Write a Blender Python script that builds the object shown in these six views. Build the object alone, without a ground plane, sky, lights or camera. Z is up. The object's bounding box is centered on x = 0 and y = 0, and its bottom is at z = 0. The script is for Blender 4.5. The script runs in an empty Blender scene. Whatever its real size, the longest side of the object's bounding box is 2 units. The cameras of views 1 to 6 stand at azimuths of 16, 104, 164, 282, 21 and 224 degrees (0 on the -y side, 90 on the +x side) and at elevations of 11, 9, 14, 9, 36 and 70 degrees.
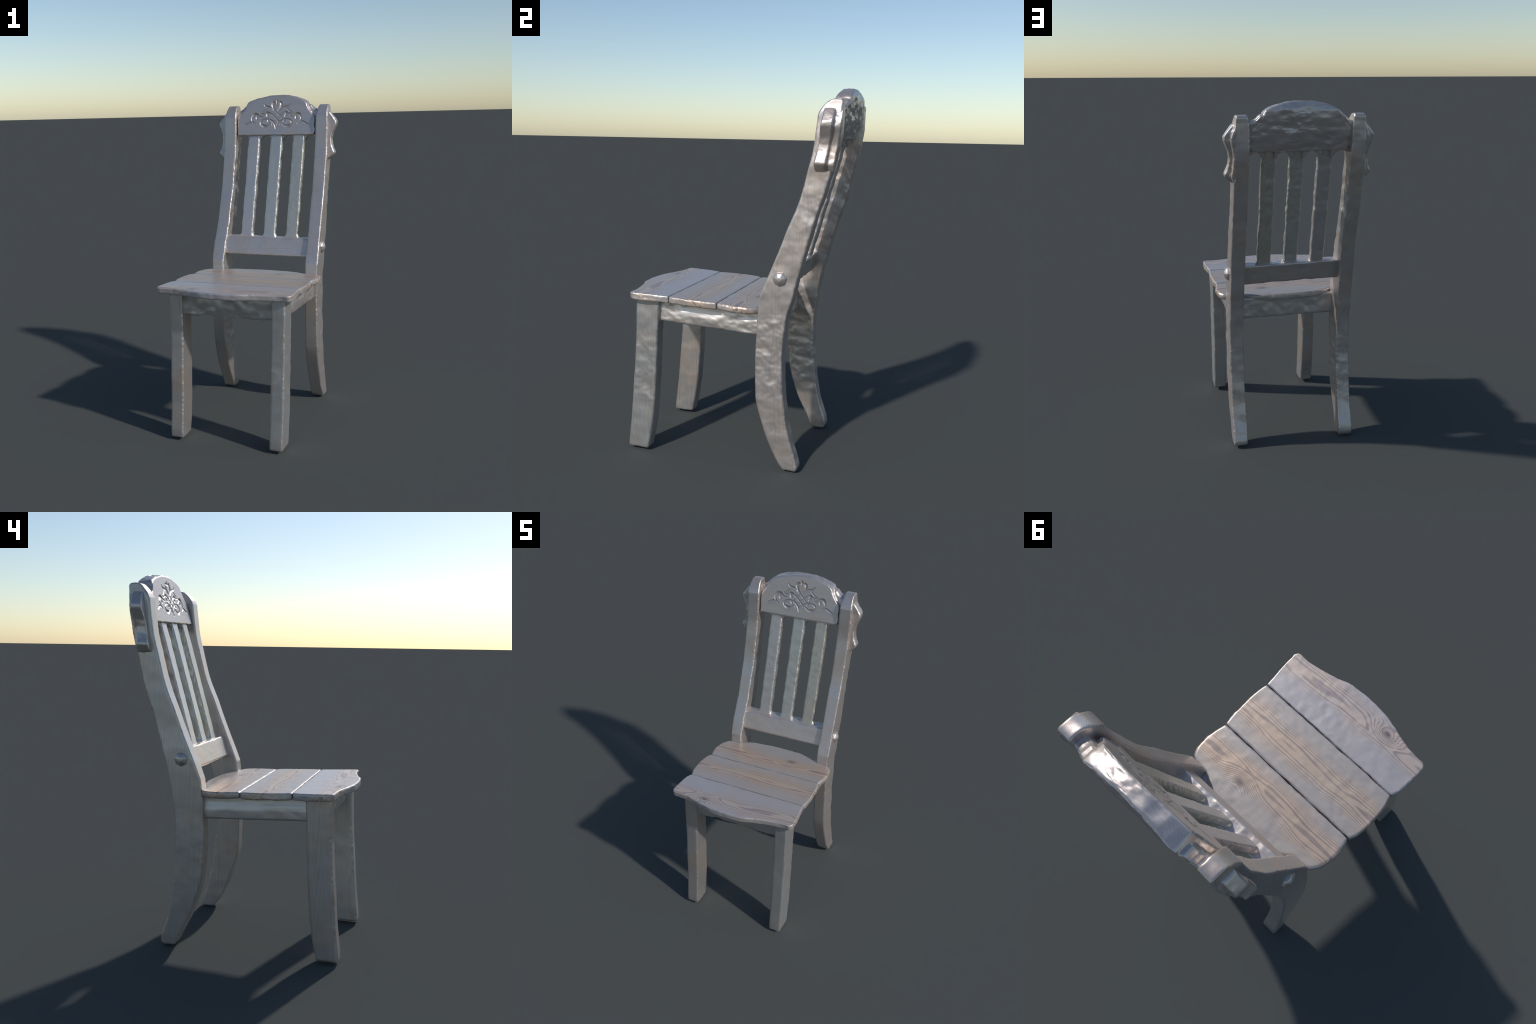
"""A rustic wooden side chair: three-plank seat, raked back with three slats,
a carved crest board, ear brackets and round pegs on the rear posts."""
import bpy, bmesh, math
import numpy as np
from mathutils import Vector, noise

TURN = math.radians(-3.2)          # the chair stands slightly turned
root = bpy.data.objects.new("wooden_chair", None)
root["label"] = "rustic grey-brown wooden chair with carved crest and slatted back"
root["category"] = "chair"
root.empty_display_size = 0.2
root.rotation_euler = (0, 0, TURN)
bpy.context.scene.collection.objects.link(root)


# ------------------------------------------------------------------ helpers
def smoothstep(a, b, v):
    t = np.clip((v - a) / (b - a), 0.0, 1.0)
    return t * t * (3 - 2 * t)


def spline(points, per=6, closed=False):
    """Catmull-Rom curve through hand-placed control points."""
    P = [np.array(p, float) for p in points]
    n = len(P)
    out = []
    for i in range(n if closed else n - 1):
        if closed:
            a, b, c, d = P[(i - 1) % n], P[i], P[(i + 1) % n], P[(i + 2) % n]
        else:
            a, b, c, d = P[max(i - 1, 0)], P[i], P[i + 1], P[min(i + 2, n - 1)]
        for k in range(per):
            t = k / per
            out.append(0.5 * (2 * b + (c - a) * t + (2 * a - 5 * b + 4 * c - d) * t * t
                              + (3 * b - a - 3 * c + d) * t ** 3))
    if not closed:
        out.append(P[-1])
    return [tuple(p) for p in out]


def prism(bm, outline, axis, lo, hi, bevel=0.0, segments=3):
    """Extrude a closed 2D outline along an axis; outline is in the other two axes (cyclic order kept)."""
    def place(p, w):
        if axis == 'x':
            return (w, p[0], p[1])
        if axis == 'y':
            return (p[0], w, p[1])
        return (p[0], p[1], w)
    a = [bm.verts.new(place(p, lo)) for p in outline]
    b = [bm.verts.new(place(p, hi)) for p in outline]
    n = len(outline)
    faces = [bm.faces.new(a), bm.faces.new(list(reversed(b)))]
    for i in range(n):
        faces.append(bm.faces.new((a[i], b[i], b[(i + 1) % n], a[(i + 1) % n])))
    bmesh.ops.recalc_face_normals(bm, faces=faces)
    if bevel > 0:
        vs = set(a) | set(b)
        edges = [e for e in bm.edges if e.verts[0] in vs and e.verts[1] in vs
                 and len(e.link_faces) == 2 and e.calc_face_angle(0) > 0.45]
        bmesh.ops.bevel(bm, geom=edges, offset=bevel, segments=segments, profile=0.6, affect='EDGES', clamp_overlap=True)


def fbm(co, freq, octaves, seed):
    off = Vector((seed * 7.31, seed * 3.17, seed * 5.93))
    return np.array([noise.fractal(Vector(c * freq) + off, 1.0, 2.0, octaves) for c in co])


def facets(co, freq, seed):
    """Chisel-like dents: cells of a Voronoi pattern, 0 in the cell middle, rising to the ridges."""
    off = Vector((seed * 4.7, seed * 9.1, seed * 2.3))
    return np.array([noise.voronoi(Vector(c * freq) + off)[0][0] for c in co])


def solid(name, build, material, voxel=0.005, smooth=6, rough=0.0022, front=0.35, top=1.0, left=0.3,
          freq=14.0, dents=0.0016, chips=0.0032, run=0, seed=1, shape=None, carve=None, parent=root, stretch=(1, 1, 1)):
    """Build rough blocks, fuse them by voxel remesh, soften, then weather the surface."""
    bm = bmesh.new()
    build(bm)
    me = bpy.data.meshes.new(name)
    bm.to_mesh(me)
    bm.free()
    ob = bpy.data.objects.new(name, me)
    bpy.context.scene.collection.objects.link(ob)
    m = ob.modifiers.new("fuse", 'REMESH')
    m.mode = 'VOXEL'
    m.voxel_size = voxel
    s = ob.modifiers.new("soften", 'SMOOTH')
    s.factor = 0.5
    s.iterations = smooth
    dg = bpy.context.evaluated_depsgraph_get()
    out = bpy.data.meshes.new_from_object(ob.evaluated_get(dg), depsgraph=dg)
    ob.modifiers.clear()
    ob.data = out
    bpy.data.meshes.remove(me)
    out.name = name
    n = len(out.vertices)
    co = np.empty(n * 3)
    out.vertices.foreach_get("co", co)
    co = co.reshape(-1, 3)
    nr = np.empty(n * 3)
    out.vertices.foreach_get("normal", nr)
    nr = nr.reshape(-1, 3)
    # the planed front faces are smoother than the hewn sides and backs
    amount = 1.0 - (1.0 - front) * smoothstep(0.55, 0.95, -nr[:, 1])
    amount = amount * (1.0 - (1.0 - top) * smoothstep(0.6, 0.95, nr[:, 2]))
    amount = amount * (1.0 - (1.0 - left) * smoothstep(0.6, 0.95, -nr[:, 0]))
    sc = co * np.array(stretch)
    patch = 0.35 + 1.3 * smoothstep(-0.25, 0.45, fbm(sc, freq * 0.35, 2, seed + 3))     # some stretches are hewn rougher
    sunny = 0.22 + 0.25 * smoothstep(0.6, 0.95, nr[:, 0])          # the right-hand faces are the roughest
    d = rough * fbm(sc, freq, 2, seed) + sunny * rough * patch * fbm(sc, freq * 2.6, 2, seed + 11)
    if dents:
        d -= dents * patch * (0.9 - 1.6 * facets(sc, freq * 1.1, seed + 5)).clip(0, 1)
    # chipped and pitted arrises: where the normal lies between the faces of the sawn section
    cross = np.delete(nr, run, axis=1)
    flat = np.maximum(np.abs(nr[:, run]), np.hypot(cross[:, 0], cross[:, 1]))
    arris = 1 - smoothstep(0.80, 0.95, flat)
    ch = chips * arris * np.clip(fbm(sc, 52.0, 2, seed + 21) + 0.15, 0, 1) if chips else 0.0
    new = co + nr * (d * amount - ch)[:, None]
    if carve is not None:
        new = carve(new, nr)
    if shape is not None:
        new = shape(new)
    out.vertices.foreach_set("co", new.ravel())
    out.polygons.foreach_set("use_smooth", np.ones(len(out.polygons), bool))
    out.update()
    out.materials.clear()
    out.materials.append(material)
    ob.parent = parent
    return ob


# ------------------------------------------------------------------ materials
class Nodes:
    def __init__(self, name):
        self.mat = bpy.data.materials.new(name)
        self.mat.use_nodes = True
        self.t = self.mat.node_tree
        self.bsdf = self.t.nodes["Principled BSDF"]
        self.coord = self.t.nodes.new("ShaderNodeTexCoord").outputs["Object"]

    def new(self, kind, **props):
        nd = self.t.nodes.new(kind)
        for k, v in props.items():
            setattr(nd, k, v)
        return nd

    def link(self, a, b):
        if isinstance(a, (int, float)):
            b.default_value = a
        elif isinstance(a, (tuple, list)):
            b.default_value = a
        else:
            self.t.links.new(a, b)

    def math(self, op, a, b=0.0, c=0.0, clamp=False):
        nd = self.new("ShaderNodeMath", operation=op, use_clamp=clamp)
        self.link(a, nd.inputs[0])
        self.link(b, nd.inputs[1])
        self.link(c, nd.inputs[2])
        return nd.outputs[0]

    def mapping(self, scale, loc=(0, 0, 0), rot=(0, 0, 0), vec=None):
        nd = self.new("ShaderNodeMapping")
        self.link(vec or self.coord, nd.inputs["Vector"])
        nd.inputs["Scale"].default_value = scale
        nd.inputs["Location"].default_value = loc
        nd.inputs["Rotation"].default_value = rot
        return nd.outputs[0]

    def noise(self, vec, scale, detail=2.0, rough=0.5, distortion=0.0):
        nd = self.new("ShaderNodeTexNoise")
        self.link(vec, nd.inputs["Vector"])
        nd.inputs["Scale"].default_value = scale
        nd.inputs["Detail"].default_value = detail
        nd.inputs["Roughness"].default_value = rough
        nd.inputs["Distortion"].default_value = distortion
        return nd.outputs["Fac"]

    def ramp(self, fac, stops):
        nd = self.new("ShaderNodeValToRGB")
        r = nd.color_ramp
        while len(r.elements) < len(stops):
            r.elements.new(0.5)
        for e, (p, c) in zip(r.elements, stops):
            e.position = p
            e.color = (*c, 1) if len(c) == 3 else c
        self.link(fac, nd.inputs["Fac"])
        return nd.outputs["Color"]

    def smooth(self, v, a, b):
        nd = self.new("ShaderNodeMapRange", interpolation_type='SMOOTHSTEP')
        self.link(v, nd.inputs["Value"])
        nd.inputs["From Min"].default_value = a
        nd.inputs["From Max"].default_value = b
        return nd.outputs["Result"]

    def mix(self, fac, a, b, blend='MIX'):
        nd = self.new("ShaderNodeMix", data_type='RGBA', blend_type=blend)
        self.link(fac, nd.inputs["Factor"])
        self.link(a if not isinstance(a, tuple) else (*a, 1), nd.inputs[6])
        self.link(b if not isinstance(b, tuple) else (*b, 1), nd.inputs[7])
        return nd.outputs[2]


g1, g2 = -0.0525, -0.324         # where the three seat boards meet
GLOSS = dict(rough=0.40, metal=0.75, spec=0.5)


def finish(N, colour, grain, bump=0.12, metal=None):
    b = N.bsdf
    N.link(colour, b.inputs["Base Color"])
    b.inputs["Metallic"].default_value = GLOSS["metal"] if metal is None else metal
    b.inputs["Specular IOR Level"].default_value = GLOSS["spec"]
    r = N.noise(N.coord, 14.0, 3.0)
    N.link(N.math('MULTIPLY_ADD', r, 0.12, GLOSS["rough"] - 0.06), b.inputs["Roughness"])
    bp = N.new("ShaderNodeBump")
    bp.inputs["Strength"].default_value = bump
    bp.inputs["Distance"].default_value = 0.003
    N.link(grain, bp.inputs["Height"])
    N.link(bp.outputs["Normal"], b.inputs["Normal"])
    return N.mat


def plain_wood(name, axis, base, warm, dark, lines=0.35, line_scale=60.0, offset=0.0, warmth=0.5, bump=0.03):
    """Weathered stained wood: fine grain lines along an axis, cloudy lilac-grey and warm patches."""
    N = Nodes(name)
    long = {'x': (0.06, 1, 1), 'y': (1, 0.06, 1), 'z': (1, 1, 0.06)}[axis]
    v = N.mapping(long, (offset, offset * 0.7, offset * 0.3))
    wob = N.noise(N.mapping(tuple(s * 1.0 for s in long), (offset, 0, 0)), 9.0, 2.0)
    # contour lines of a stretched noise field = annual rings cut along the board
    sep = N.new("ShaderNodeSeparateXYZ")
    N.link(N.coord, sep.inputs[0])
    a, b = {'x': (2, 1), 'y': (2, 0), 'z': (0, 1)}[axis]
    across = N.math('MULTIPLY_ADD', sep.outputs[b], 0.55, sep.outputs[a])
    h = N.math('MULTIPLY_ADD', across, 900.0, N.math('MULTIPLY', wob, line_scale))
    rings = N.math('MULTIPLY_ADD', N.math('SINE', h), 0.5, 0.5)
    fine = N.noise(v, 130.0, 3.0, 0.65)
    grain = N.math('ADD', N.math('MULTIPLY', rings, 0.35), N.math('MULTIPLY', fine, 0.65))
    cloud = N.noise(N.mapping((1, 1, 1), (offset * 3, 1, 2)), 7.0, 3.0, 0.6)
    col = N.mix(N.math('MULTIPLY', N.smooth(cloud, 0.42, 0.68), warmth), base, warm)
    line = N.math('MULTIPLY', N.smooth(grain, 0.48, 0.78), lines)
    col = N.mix(line, col, dark)
    # brown streaks running with the grain
    streak = N.smooth(N.noise(N.mapping(long, (offset * 1.3, 4, offset)), 55.0, 2.0, 0.6), 0.52, 0.72)
    col = N.mix(N.math('MULTIPLY', streak, 0.45 * warmth + 0.1), col, tuple(c * 0.86 for c in warm))
    spot = N.smooth(N.noise(N.mapping(tuple(s * 0.6 + 0.2 for s in long), (2, offset, 5)), 16.0, 3.0, 0.7), 0.66, 0.78)
    col = N.mix(N.math('MULTIPLY', spot, 0.35), col, dark)
    return finish(N, col, grain, bump)


def plank_wood(name, centre, half, base, warm, dark, knots, offset, bend=0.02):
    """Flat-sawn board: cathedral figure along the middle, tight straight lines at the sides, knots."""
    N = Nodes(name)
    sep = N.new("ShaderNodeSeparateXYZ")
    N.link(N.coord, sep.inputs[0])
    x, level = sep.outputs[0], sep.outputs[1]
    y = N.math('MULTIPLY_ADD', N.math('SUBTRACT', sep.outputs[2], 0.885), 1.2, level)      # the figure turns down over the edge
    drift = N.noise(N.mapping((1, 0.2, 0.2), (offset, 0, 0)), 3.2, 1.0)
    mid = N.math('MULTIPLY_ADD', drift, 2 * bend, centre - bend)
    u = N.math('DIVIDE', N.math('SUBTRACT', y, mid), half)
    u2 = N.math('MULTIPLY', u, u)
    warp = N.noise(N.mapping((0.22, 1.6, 0.5), (offset * 2, offset, 0)), 8.0, 2.0, 0.45)
    h = N.math('ADD', N.math('MULTIPLY', u2, 20.0), N.math('MULTIPLY', warp, 4.6))
    dark_knot = None
    for kx, ky, size in knots:
        dx = N.math('DIVIDE', N.math('SUBTRACT', x, kx), size * 2.1)
        dy = N.math('DIVIDE', N.math('SUBTRACT', y, ky), size)
        r2 = N.math('ADD', N.math('MULTIPLY', dx, dx), N.math('MULTIPLY', dy, dy))
        g = N.math('EXPONENT', N.math('MULTIPLY', r2, -0.32))
        h = N.math('ADD', h, N.math('MULTIPLY', g, 6.0))
        core = N.math('EXPONENT', N.math('MULTIPLY', r2, -2.2))
        dark_knot = core if dark_knot is None else N.math('MAXIMUM', dark_knot, core)
    fine = N.noise(N.mapping((0.035, 1, 1), (offset, 0, 0)), 170.0, 3.0, 0.6)
    s = N.math('MULTIPLY_ADD', N.math('SINE', N.math('MULTIPLY', h, 6.28)), 0.5, 0.5)
    late = N.smooth(N.math('ADD', s, N.math('MULTIPLY_ADD', fine, 1.3, -0.65)), 0.50, 1.0)
    cloud = N.noise(N.mapping((0.5, 1, 1), (offset * 1.7, 3, 0)), 7.0, 3.0, 0.6)
    # the open early wood in the middle of the board took the warm stain
    heart = N.math('SUBTRACT', 1.0, N.smooth(N.math('ABSOLUTE', u), 0.15, 0.75))
    w = N.math('MULTIPLY', N.smooth(N.math('ADD', N.math('MULTIPLY', cloud, 0.9), N.math('MULTIPLY', heart, 0.45)), 0.45, 0.95), 0.95)
    early = N.mix(w, base, warm)
    strength = N.math('MULTIPLY_ADD', heart, 0.30, 0.40)
    col = N.mix(N.math('MULTIPLY', late, strength), early, dark)
    if dark_knot is not None:
        col = N.mix(N.math('MULTIPLY', dark_knot, 0.75), col, (0.16, 0.125, 0.125))
    # thin dark grey line along the seams between the boards
    for seam in (g1, g2):
        near = N.math('ABSOLUTE', N.math('SUBTRACT', level, seam))
        col = N.mix(N.math('MULTIPLY', N.math('SUBTRACT', 1.0, N.smooth(near, 0.002, 0.006)), 0.45), col, (0.15, 0.145, 0.15))
    grain = N.math('ADD', N.math('MULTIPLY', s, 0.6), N.math('MULTIPLY', fine, 0.4))
    return finish(N, col, grain, 0.045, 0.5)


GREY = (0.540, 0.510, 0.490)
LILAC = (0.575, 0.522, 0.500)
TAN = (0.610, 0.470, 0.375)
DARK = (0.330, 0.298, 0.285)

post_mat = [plain_wood("post_wood", 'z', GREY, TAN, DARK, 0.35, 70, 0.3, 0.5),
            plain_wood("post_wood", 'z', LILAC, TAN, DARK, 0.32, 70, 1.9, 0.5)]
leg_mat = [plain_wood("leg_wood", 'z', GREY, TAN, DARK, 0.35, 80, 3.3, 0.55),
           plain_wood("leg_wood", 'z', (0.544, 0.537, 0.530), TAN, DARK, 0.40, 80, 4.4, 0.35)]
crest_mat = plain_wood("crest_wood", 'x', LILAC, TAN, DARK, 0.30, 80, 5.1, 0.3)
rail_mat = plain_wood("rail_wood", 'x', LILAC, TAN, DARK, 0.30, 80, 6.2, 0.4)
apron_mat = {'x': plain_wood("apron_wood", 'x', GREY, TAN, DARK, 0.30, 70, 7.2, 0.25),
             'y': plain_wood("apron_wood", 'y', GREY, TAN, DARK, 0.30, 70, 8.2, 0.25)}
slat_mat = [plain_wood("slat_wood", 'z', (0.585, 0.558, 0.537), (0.612, 0.517, 0.490), DARK, 0.25, 30, 9.1, 0.5),
            plain_wood("slat_wood", 'z', (0.571, 0.564, 0.530), (0.612, 0.530, 0.462), DARK, 0.22, 30, 10.4, 0.35),
            plain_wood("slat_wood", 'z', (0.612, 0.571, 0.503), (0.626, 0.544, 0.449), (0.258, 0.252, 0.245), 0.7, 34, 11.8, 0.4, 0.2)]

# ------------------------------------------------------------------ seat


def seat_shape(co):
    # boards ease down into soft grooves where they meet
    for g in (g1, g2):
        up = smoothstep(-0.016, -0.008, co[:, 2])
        co[:, 2] += 0.55 * (-0.001 - co[:, 2]).clip(0) * up * np.exp(-((co[:, 1] - g) / 0.014) ** 2)
    co[:, 2] += -0.046 * co[:, 1] - 0.004 * co[:, 0]
    return co


front_edge = [(-0.408, -0.531), (-0.392, -0.538), (-0.350, -0.539), (-0.300, -0.546), (-0.245, -0.561), (-0.185, -0.578), (-0.10, -0.598), (0.0, -0.604),
              (0.09, -0.597), (0.17, -0.576), (0.23, -0.562), (0.29, -0.551), (0.34, -0.546), (0.378, -0.548), (0.392, -0.542)]
planks = [
    # outlines: right end going back, then left end coming forward
    ("seat_plank", spline(front_edge, 4) + spline([(0.402, -0.526), (0.399, -0.45), (0.393, -0.39), (0.384, g2 - 0.001)], 4)
     + spline([(-0.394, g2 - 0.001), (-0.410, -0.36), (-0.414, -0.43), (-0.417, -0.49), (-0.416, -0.518)], 4)),
    ("seat_plank", spline([(-0.394, g2 + 0.001), (0.384, g2 + 0.001)], 2) + spline([(0.392, -0.30), (0.396, -0.22), (0.392, -0.12), (0.382, g1 - 0.001)], 4)
     + spline([(-0.395, g1 - 0.001), (-0.412, -0.09), (-0.420, -0.17), (-0.414, -0.26), (-0.402, -0.305)], 4)),
    ("seat_plank", spline([(-0.395, g1 + 0.001), (0.382, g1 + 0.001)], 2) + spline([(0.394, -0.01), (0.402, 0.05), (0.398, 0.11), (0.382, 0.148), (0.350, 0.166), (0.285, 0.172)], 4)
     + spline([(0.262, 0.182), (0.20, 0.216), (0.10, 0.233), (0.0, 0.236), (-0.12, 0.230), (-0.22, 0.214), (-0.265, 0.182)], 4)
     + spline([(-0.285, 0.172), (-0.350, 0.170), (-0.378, 0.150), (-0.398, 0.11), (-0.410, 0.05), (-0.404, -0.02)], 4)),
]
seat_mats = [
    plank_wood("front_plank_wood", -0.47, 0.13, (0.520, 0.482, 0.478), (0.590, 0.475, 0.400), (0.290, 0.248, 0.258), [(-0.191, -0.493, 0.021)], 2.3),
    plank_wood("middle_plank_wood", -0.165, 0.13, (0.505, 0.450, 0.415), (0.575, 0.442, 0.345), (0.275, 0.228, 0.220), [], 5.2),
    plank_wood("rear_plank_wood", 0.055, 0.13, (0.505, 0.448, 0.410), (0.580, 0.438, 0.338), (0.270, 0.222, 0.218), [(0.128, 0.095, 0.022)], 8.6),
]
for i, (name, outline) in enumerate(planks):
    solid(name, lambda bm, o=outline: prism(bm, o, 'z', -0.038, 0.0, 0.013), seat_mats[i], voxel=0.0042, smooth=5,
          rough=0.0034, front=0.8, top=0.2, left=0.9, freq=16, dents=0.0026, run=2, seed=20 + i,
          shape=lambda co: seat_shape(co) + np.array([0, 0, 0.887]))

# ------------------------------------------------------------------ rear posts (leg and back upright in one sawn piece)
post_front = [(0.318, 0.0), (0.296, 0.03), (0.269, 0.09), (0.224, 0.20), (0.180, 0.34), (0.164, 0.44), (0.156, 0.53), (0.155, 0.63), (0.160, 0.75),
              (0.163, 0.88)]
post_front_upper = [(0.165, 0.935), (0.190, 1.00), (0.259, 1.17), (0.304, 1.29), (0.361, 1.43), (0.400, 1.58), (0.422, 1.67), (0.434, 1.76),
                    (0.440, 1.815), (0.444, 1.858)]
post_top = [(0.456, 1.884), (0.478, 1.911), (0.506, 1.930), (0.536, 1.935), (0.560, 1.931), (0.569, 1.920)]
post_back = [(0.567, 1.897), (0.564, 1.797), (0.549, 1.697), (0.525, 1.59), (0.484, 1.45), (0.447, 1.34), (0.408, 1.20), (0.379, 1.09), (0.333, 0.89),
             (0.310, 0.75), (0.303, 0.65), (0.304, 0.50), (0.315, 0.37), (0.334, 0.24), (0.355, 0.15), (0.384, 0.06), (0.394, 0.02), (0.388, 0.0)]
post_outline = (spline(post_front, 4) + spline(post_front_upper, 4) + spline(post_top, 4) + spline(post_back, 4))


def post_shape(side, mid):
    def f(co):
        z = co[:, 2]
        # the head of the post is chamfered to a narrower top
        k = 1.0 - 0.22 * smoothstep(1.860, 1.932, z)
        co[:, 0] = mid + (co[:, 0] - mid) * k
        y = co[:, 1].copy()
        co[:, 1] += 0.009 * smoothstep(0.82, 0.96, z)
        if side > 0:       # right leg: fuller in front near the foot
            co[:, 1] -= 0.011 * smoothstep(0.0, 0.12, z) * (1 - smoothstep(0.35, 0.55, z)) * (1 - smoothstep(0.24, 0.34, y - 0.10 * np.clip(0.3 - z, 0, 1)))
        else:              # left leg: fuller behind; its upright is set a little inwards
            co[:, 1] += 0.013 * smoothstep(-0.05, 0.06, z) * (1 - smoothstep(0.80, 0.98, z)) * smoothstep(0.22, 0.30, y)
            co[:, 1] += 0.008 * smoothstep(1.2, 1.35, z) * (1 - smoothstep(1.42, 1.55, z)) * smoothstep(0.40, 0.46, y)
            co[:, 1] += 0.005 * smoothstep(1.0, 1.2, z) * (1 - smoothstep(1.30, 1.50, z)) - 0.006 * smoothstep(1.45, 1.6, z) * smoothstep(0.46, 0.52, y)
            co[:, 0] += 0.009 * smoothstep(0.95, 1.25, z)
        co[:, 2] = z + 0.009 * (1 - np.clip(z / 0.9, 0, 1))
        return co
    return f


posts = []
for i, side in enumerate((-1, 1)):
    lo, hi = sorted((side * 0.279, side * 0.3595))
    p = solid("rear_post", lambda bm: prism(bm, post_outline, 'x', lo, hi, 0.011), post_mat[i], voxel=0.0045, smooth=5,
              rough=0.0038, front=0.22, left=0.25, freq=9, dents=0.0030, seed=30 + i, shape=post_shape(side, side * 0.3195))
    posts.append(p)

# ear brackets: an S-shaped bulge applied to the outside of each post
ear = [(0.350, 1.892), (0.366, 1.880), (0.392, 1.848), (0.4085, 1.824), (0.410, 1.806), (0.398, 1.780), (0.385, 1.748), (0.379, 1.712), (0.382, 1.680),
       (0.392, 1.650), (0.402, 1.628), (0.401, 1.615), (0.385, 1.598), (0.366, 1.584), (0.350, 1.580)]
for i, side in enumerate((-1, 1)):
    def build(bm, side=side):
        prism(bm, [(side * x, z) for x, z in ear], 'y', 0.0, 0.060, 0.011)
        # a lower worn step behind it, running into the back of the post
        prism(bm, [(side * (0.345 + (x - 0.345) * 0.50), z - 0.004) for x, z in ear], 'y', 0.030, 0.098 if side > 0 else 0.080, 0.014)

    def shape(co, side=side):
        z = co[:, 2]
        co[:, 1] += 0.445 + 0.030 * smoothstep(1.56, 1.88, z) + 0.008 * np.clip((z - 1.6) / 0.25, 0, 1.2)
        co[:, 0] += 0.006 * (side < 0)
        return co
    solid("ear_bracket", build, post_mat[i], voxel=0.0032, smooth=14, rough=0.0024, front=0.8, left=0.7, freq=16, dents=0.0016, run=1, seed=40 + i,
          shape=shape, parent=posts[i])

# faceted wooden pegs through the posts
for i, side in enumerate((-1, 1)):
    me = bpy.data.meshes.new("wooden_peg")
    bm = bmesh.new()
    prof = [(0.040, -0.015), (0.039, 0.004), (0.035, 0.012), (0.014, 0.025)]
    rings = []
    for r, h in prof:
        ring = []
        for k in range(7):
            a = 2 * math.pi * k / 7 + 0.2
            w = 1 + 0.07 * noise.noise(Vector((math.cos(a) * 2, math.sin(a) * 2, h * 60 + i * 9)))
            ring.append(bm.verts.new((side * (0.358 - 0.004 * (side < 0) + h), 0.281 + r * w * math.cos(a), 1.034 + r * w * math.sin(a))))
        rings.append(ring)
    for a, b in zip(rings, rings[1:]):
        for k in range(7):
            bm.faces.new((a[k], a[(k + 1) % 7], b[(k + 1) % 7], b[k]))
    bm.faces.new(rings[-1])
    bm.faces.new(list(reversed(rings[0])))
    bmesh.ops.recalc_face_normals(bm, faces=bm.faces)
    bmesh.ops.bevel(bm, geom=bm.edges[:], offset=0.0035, segments=2, profile=0.5, affect='EDGES', clamp_overlap=True)
    for f in bm.faces:
        f.smooth = True
    bm.to_mesh(me)
    bm.free()
    me.materials.append(post_mat[i])
    ob = bpy.data.objects.new("wooden_peg", me)
    bpy.context.scene.collection.objects.link(ob)
    ob.parent = posts[i]

# ------------------------------------------------------------------ front legs
leg_front = [(-0.586, 0.0), (-0.584, 0.05), (-0.568, 0.19), (-0.554, 0.37), (-0.539, 0.55), (-0.531, 0.74), (-0.527, 0.90)]
leg_back = [(-0.390, 0.90), (-0.396, 0.80), (-0.405, 0.65), (-0.413, 0.45), (-0.428, 0.25), (-0.442, 0.14), (-0.458, 0.05), (-0.468, 0.0)]
leg_outline = spline(leg_front, 3) + spline(leg_back, 3)


def leg_shape(side):
    def f(co):
        z = co[:, 2]
        if side > 0:
            co[:, 0] += 0.012 - 0.010 * (1 - np.clip(z / 0.86, 0, 1))
        else:
            co[:, 0] += 0.006
        co[:, 1] += 0.009 - 0.018 * co[:, 0]
        co[:, 2] = np.minimum(z + 0.014 * (1 - np.clip(z / 0.9, 0, 1)), 0.865 - 0.05 * co[:, 1])
        return co
    return f


for i, side in enumerate((-1, 1)):
    lo, hi = sorted((side * 0.268, side * 0.349))
    solid("front_leg", lambda bm: prism(bm, leg_outline, 'x', lo, hi, 0.015), leg_mat[i], voxel=0.0048, smooth=5, rough=0.0026, front=0.5, left=0.3, freq=9,
          dents=0.0022, seed=50 + i, shape=leg_shape(side))


# ------------------------------------------------------------------ aprons
def corner(u, v, su, sv, r):
    """Concave fillet triangle filling the corner at (u, v)."""
    arc = [(u + su * r * (1 - math.sin(t)), v + sv * r * (1 - math.cos(t))) for t in np.linspace(0, math.pi / 2, 6)]
    return [(u - su * 0.012, v - sv * 0.012), (u + su * r, v - sv * 0.012)] + arc + [(u - su * 0.012, v + sv * r)]


for side in (-1, 1):
    def build(bm, side=side):
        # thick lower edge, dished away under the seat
        profile = [(0.285, 0.729), (0.335, 0.729), (0.335, 0.780), (0.332, 0.800), (0.327, 0.820), (0.323, 0.866), (0.285, 0.866)]
        bm_profile = [(side * x, z) for x, z in profile]
        prism(bm, bm_profile, 'y', -0.42, 0.20, 0.008)
        a, b = sorted((side * 0.288, side * 0.331))
        prism(bm, corner(-0.404, 0.731, 1, -1, 0.026), 'x', a, b, 0.006)

    def shape(co):
        co[:, 2] -= 0.048 * co[:, 1]
        return co
    solid("side_apron", build, apron_mat['y'], voxel=0.0045, smooth=5, rough=0.0034, front=1, left=0.8, freq=11, dents=0.0024, stretch=(1, 0.7, 1), seed=60 + side, shape=shape)

solid("front_apron", lambda bm: prism(bm, [(-0.30, 0.747), (0.30, 0.747), (0.30, 0.886), (-0.30, 0.886)], 'y', -0.493, -0.440, 0.007), apron_mat['x'],
      voxel=0.0042, smooth=5, rough=0.0085, front=1, freq=11, dents=0.009, run=1, seed=70)


def rear_apron(bm):
    prism(bm, [(-0.30, 0.735), (0.30, 0.735), (0.30, 0.862), (-0.30, 0.862)], 'y', 0.164, 0.218, 0.010)
    prism(bm, corner(-0.283, 0.744, 1, -1, 0.020), 'y', 0.174, 0.218, 0.004)


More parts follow.
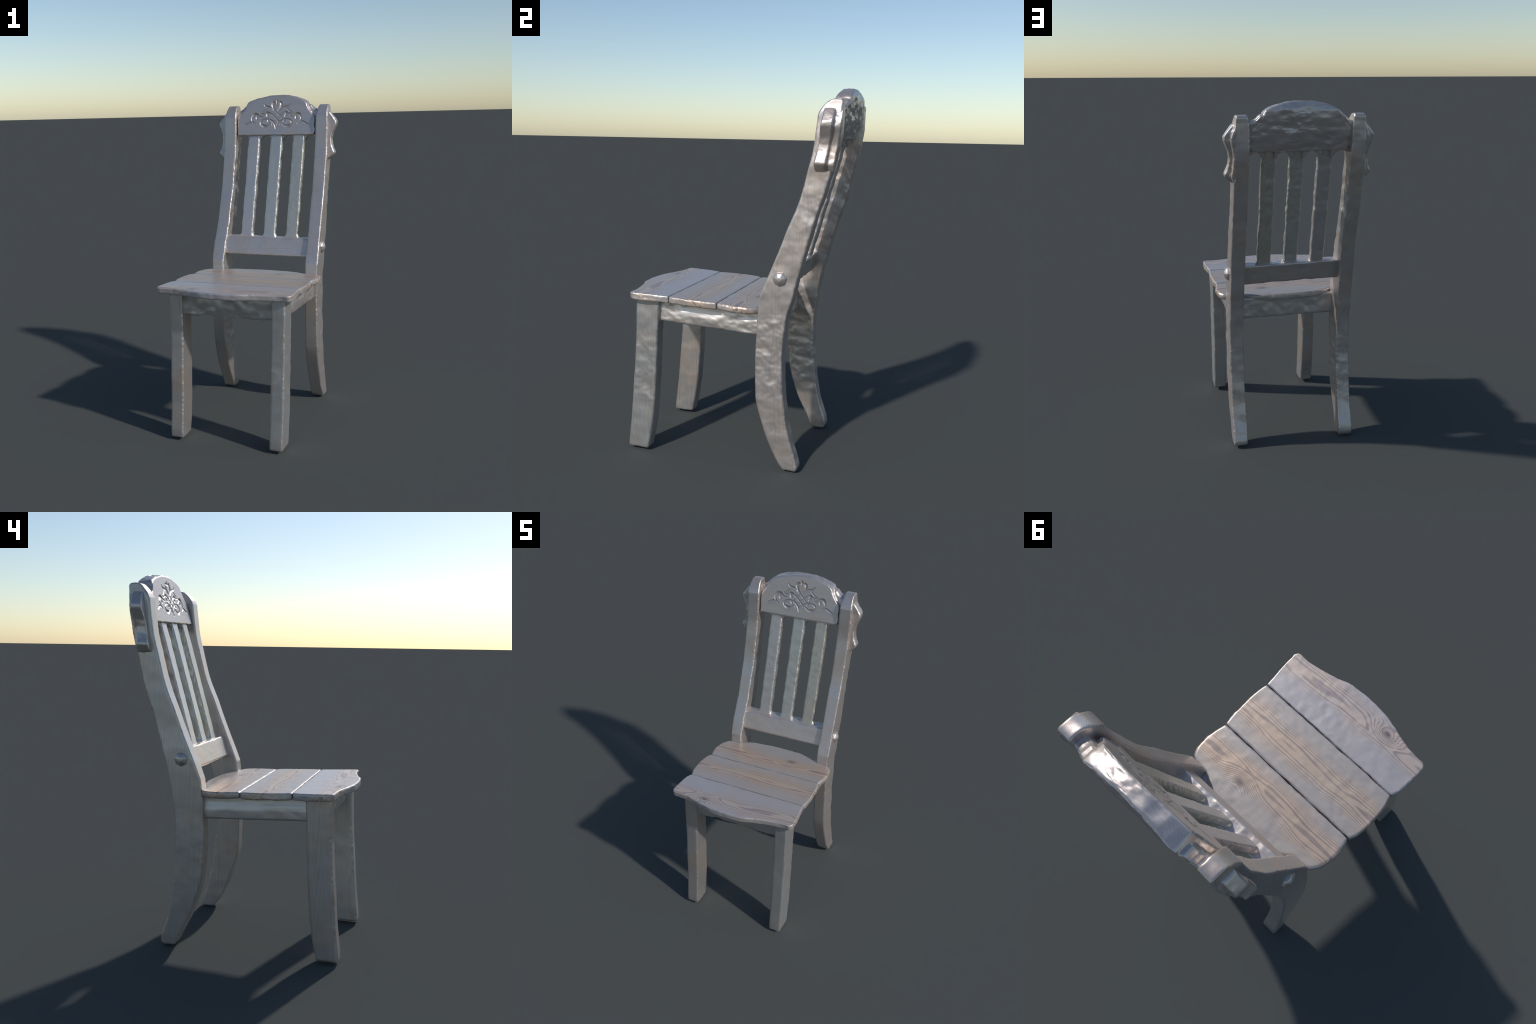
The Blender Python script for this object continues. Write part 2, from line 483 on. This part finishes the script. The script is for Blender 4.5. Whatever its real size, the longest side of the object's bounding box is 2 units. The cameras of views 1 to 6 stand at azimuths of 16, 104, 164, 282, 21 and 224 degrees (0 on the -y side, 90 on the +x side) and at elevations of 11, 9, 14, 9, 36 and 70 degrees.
solid("rear_apron", rear_apron, apron_mat['x'], voxel=0.0045, smooth=5, rough=0.0030, front=1, freq=15, dents=0.002, run=1, seed=72)

# ------------------------------------------------------------------ back: lower rail, slats, crest
SLATS = (-0.144, 0.012, 0.166)


def skew(k, drop):
    def f(co):
        co[:, 1] += k * co[:, 0]
        co[:, 2] -= drop * co[:, 0]
        return co
    return f


solid("lower_rail", lambda bm: prism(bm, [(0.217, 0.974), (0.256, 1.089), (0.336, 1.086), (0.300, 0.970)], 'x', -0.30, 0.30, 0.010), rail_mat,
      voxel=0.0042, smooth=5, rough=0.0030, front=0.3, freq=16, dents=0.002, seed=80, shape=skew(0.018, 0.010))

for i, xc in enumerate(SLATS):
    w = 0.0390

    def build(bm, xc=xc, w=w):
        prism(bm, [(xc - w, 1.07), (xc + w, 1.07), (xc + w, 1.78), (xc - w, 1.78)], 'y', 0.0, (0.043, 0.039, 0.040)[i], 0.008)
        for s in (-1, 1):      # worn fillet where the slat meets the rail
            prism(bm, [(xc, 1.07), (xc + s * (w + 0.011), 1.075), (xc + s * (w + 0.009), 1.092), (xc + s * (w + 0.001), 1.105), (xc, 1.11)], 'y', 0.004, 0.030, 0.003)

    def shape(co):
        co[:, 1] += 0.281 + 0.279 * (co[:, 2] - 1.095)
        co[:, 0] -= 0.002 + 0.005 * (1.75 - co[:, 2]) / 0.65
        return co
    solid("back_slat", build, slat_mat[i], voxel=0.0038, smooth=5, rough=0.0036, front=0.3, left=0.6, freq=15, dents=0.0035, run=1, seed=90 + i, shape=shape)

# carved scrollwork: right half of the motif in millimetres from its foot; mirrored left
half_motif = [
    (1.0, [(0, 218), (2, 207), (3, 196)]),                                                                             # bud tip
    (1.5, [(15, 200), (24, 201), (30, 187), (27, 171), (20, 158), (10, 148)]),                                         # petal
    (0.7, [(12, 150), (0, 138), (-12, 126), (-27, 111), (-43, 96)]),                                                   # stem crossing over
    (1.0, [(88, 191), (79, 178), (62, 173), (43, 169), (28, 161)]),                                                    # leaf
    (0.7, [(60, 169), (76, 157), (92, 143), (104, 139)]),                                                              # leaf vein
    (0.8, [(114, 137), (110, 131), (97, 128), (80, 130), (64, 136), (50, 133), (35, 125), (22, 114), (6, 99), (-10, 84), (-24, 72), (-27, 58), (-17, 46)]),
    (1.3, [(76, 131), (66, 135), (54, 134)]),
    (1.2, [(64, 132), (64, 120), (59, 110)]),                                                                          # curl
    (1.0, [(93, 107), (112, 111), (129, 120), (144, 125), (160, 119), (169, 105), (168, 88), (157, 74), (145, 62)]),   # side scroll
    (1.6, [(122, 116), (140, 125), (156, 121), (166, 109)]),
    (1.2, [(134, 114), (136, 105), (134, 96)]),
    (1.0, [(150, 70), (176, 75), (192, 70), (207, 62), (219, 58)]),                                                    # tendril
    (1.0, [(47, 92), (70, 93), (92, 88), (106, 76), (105, 63), (94, 52), (76, 47), (60, 50), (47, 60), (36, 68)]),     # ring
    (1.5, [(96, 55), (84, 48), (66, 48)]),
    (1.1, [(50, 93), (38, 86), (22, 74), (10, 60), (4, 46), (0, 31)]),                                                 # ring tail
    (1.1, [(57, 90), (55, 82), (50, 76)]),
]
strokes = []
for weight, pts in half_motif:
    c = np.array(spline(pts, 6))
    for mirror in (1, -1):
        q = c.copy()
        q[:, 0] *= mirror
        q[:, 0] += 5
        taper = 0.55 + 0.45 * np.sin(np.linspace(0.12, math.pi - 0.12, len(q)))
        strokes.append((q / 1000.0, weight * taper))


def crest_carve(co, nr):
    face = nr[:, 1] < -0.75
    x, s = co[face, 0], co[face, 2] - 1.75
    depth = np.zeros(len(x))
    rise = np.zeros(len(x))
    for q, wt in strokes:
        for (a, b, wa) in zip(q[:-1], q[1:], wt[:-1]):
            ab = b - a
            near = (np.abs(x - a[0]) < 0.03) & (np.abs(s - a[1]) < 0.03)
            if not near.any():
                continue
            px, ps = x[near] - a[0], s[near] - a[1]
            t = np.clip((px * ab[0] + ps * ab[1]) / (ab @ ab + 1e-12), 0, 1)
            d = np.hypot(px - t * ab[0], ps - t * ab[1])
            w = 0.0046 * wa
            depth[near] = np.maximum(depth[near], 0.0046 * wa * np.exp(-(d / w) ** 2))
            rise[near] = np.maximum(rise[near], 0.0006 * np.exp(-((d - 2.1 * w) / (0.9 * w)) ** 2))
    co[face, 1] += depth - rise * (depth < 0.0006)
    return co


CREST_T = 0.083
crest_top = [(-0.262, 1.737), (-0.264, 1.800), (-0.265, 1.855), (-0.258, 1.866), (-0.241, 1.884), (-0.226, 1.902), (-0.213, 1.926), (-0.208, 1.944), (-0.196, 1.957),
             (-0.165, 1.971), (-0.128, 1.983), (-0.063, 1.996), (0.004, 2.001), (0.076, 1.996), (0.135, 1.983), (0.170, 1.971), (0.198, 1.957), (0.207, 1.944), (0.213, 1.926),
             (0.227, 1.902), (0.243, 1.884), (0.260, 1.866), (0.268, 1.855), (0.269, 1.800), (0.269, 1.737)]


def crest(bm):
    prism(bm, crest_top, 'y', 0.0, CREST_T, 0.012, 4)
    # necks that tenon into the posts behind the scooped shoulders
    for s in (-1, 1):
        scoop = [(0.18, 1.747), (0.305, 1.747), (0.305, 1.900), (0.268, 1.902), (0.246, 1.912), (0.226, 1.932), (0.18, 1.950)]
        prism(bm, [(s * x + 0.003, z) for x, z in scoop], 'y', 0.026, CREST_T - 0.002, 0.020)
    # arched soffits between the slats, at the back
    edges = [-0.279] + [e for x in SLATS for e in (x - 0.0385, x + 0.0385)] + [0.279]
    for e, s in zip(edges, (1, -1) * 4):
        prism(bm, corner(e, 1.733, s, -1, 0.034), 'y', 0.020, 0.074, 0.004)


def crest_shape(co):
    # the back is a full, hewn bulge, rounded off towards the top
    behind = smoothstep(0.045, 0.075, co[:, 1])
    s = np.clip((co[:, 2] - 1.737) / 0.262, 0, 1)
    co[:, 1] += behind * (0.014 * np.sin(math.pi * s) * np.clip(1 - (co[:, 0] / 0.30) ** 4, 0, 1) - 0.003 - 0.016 * smoothstep(0.80, 1.0, s))
    co[:, 1] += 0.453 + 0.25 * (co[:, 2] - 1.75) + 0.012 * co[:, 0]
    return co


solid("crest_rail", crest, crest_mat, voxel=0.0024, smooth=7, rough=0.0055, front=0.08, freq=15, dents=0.003, run=1, seed=99, carve=crest_carve,
      shape=crest_shape, stretch=(0.7, 1, 1.15))
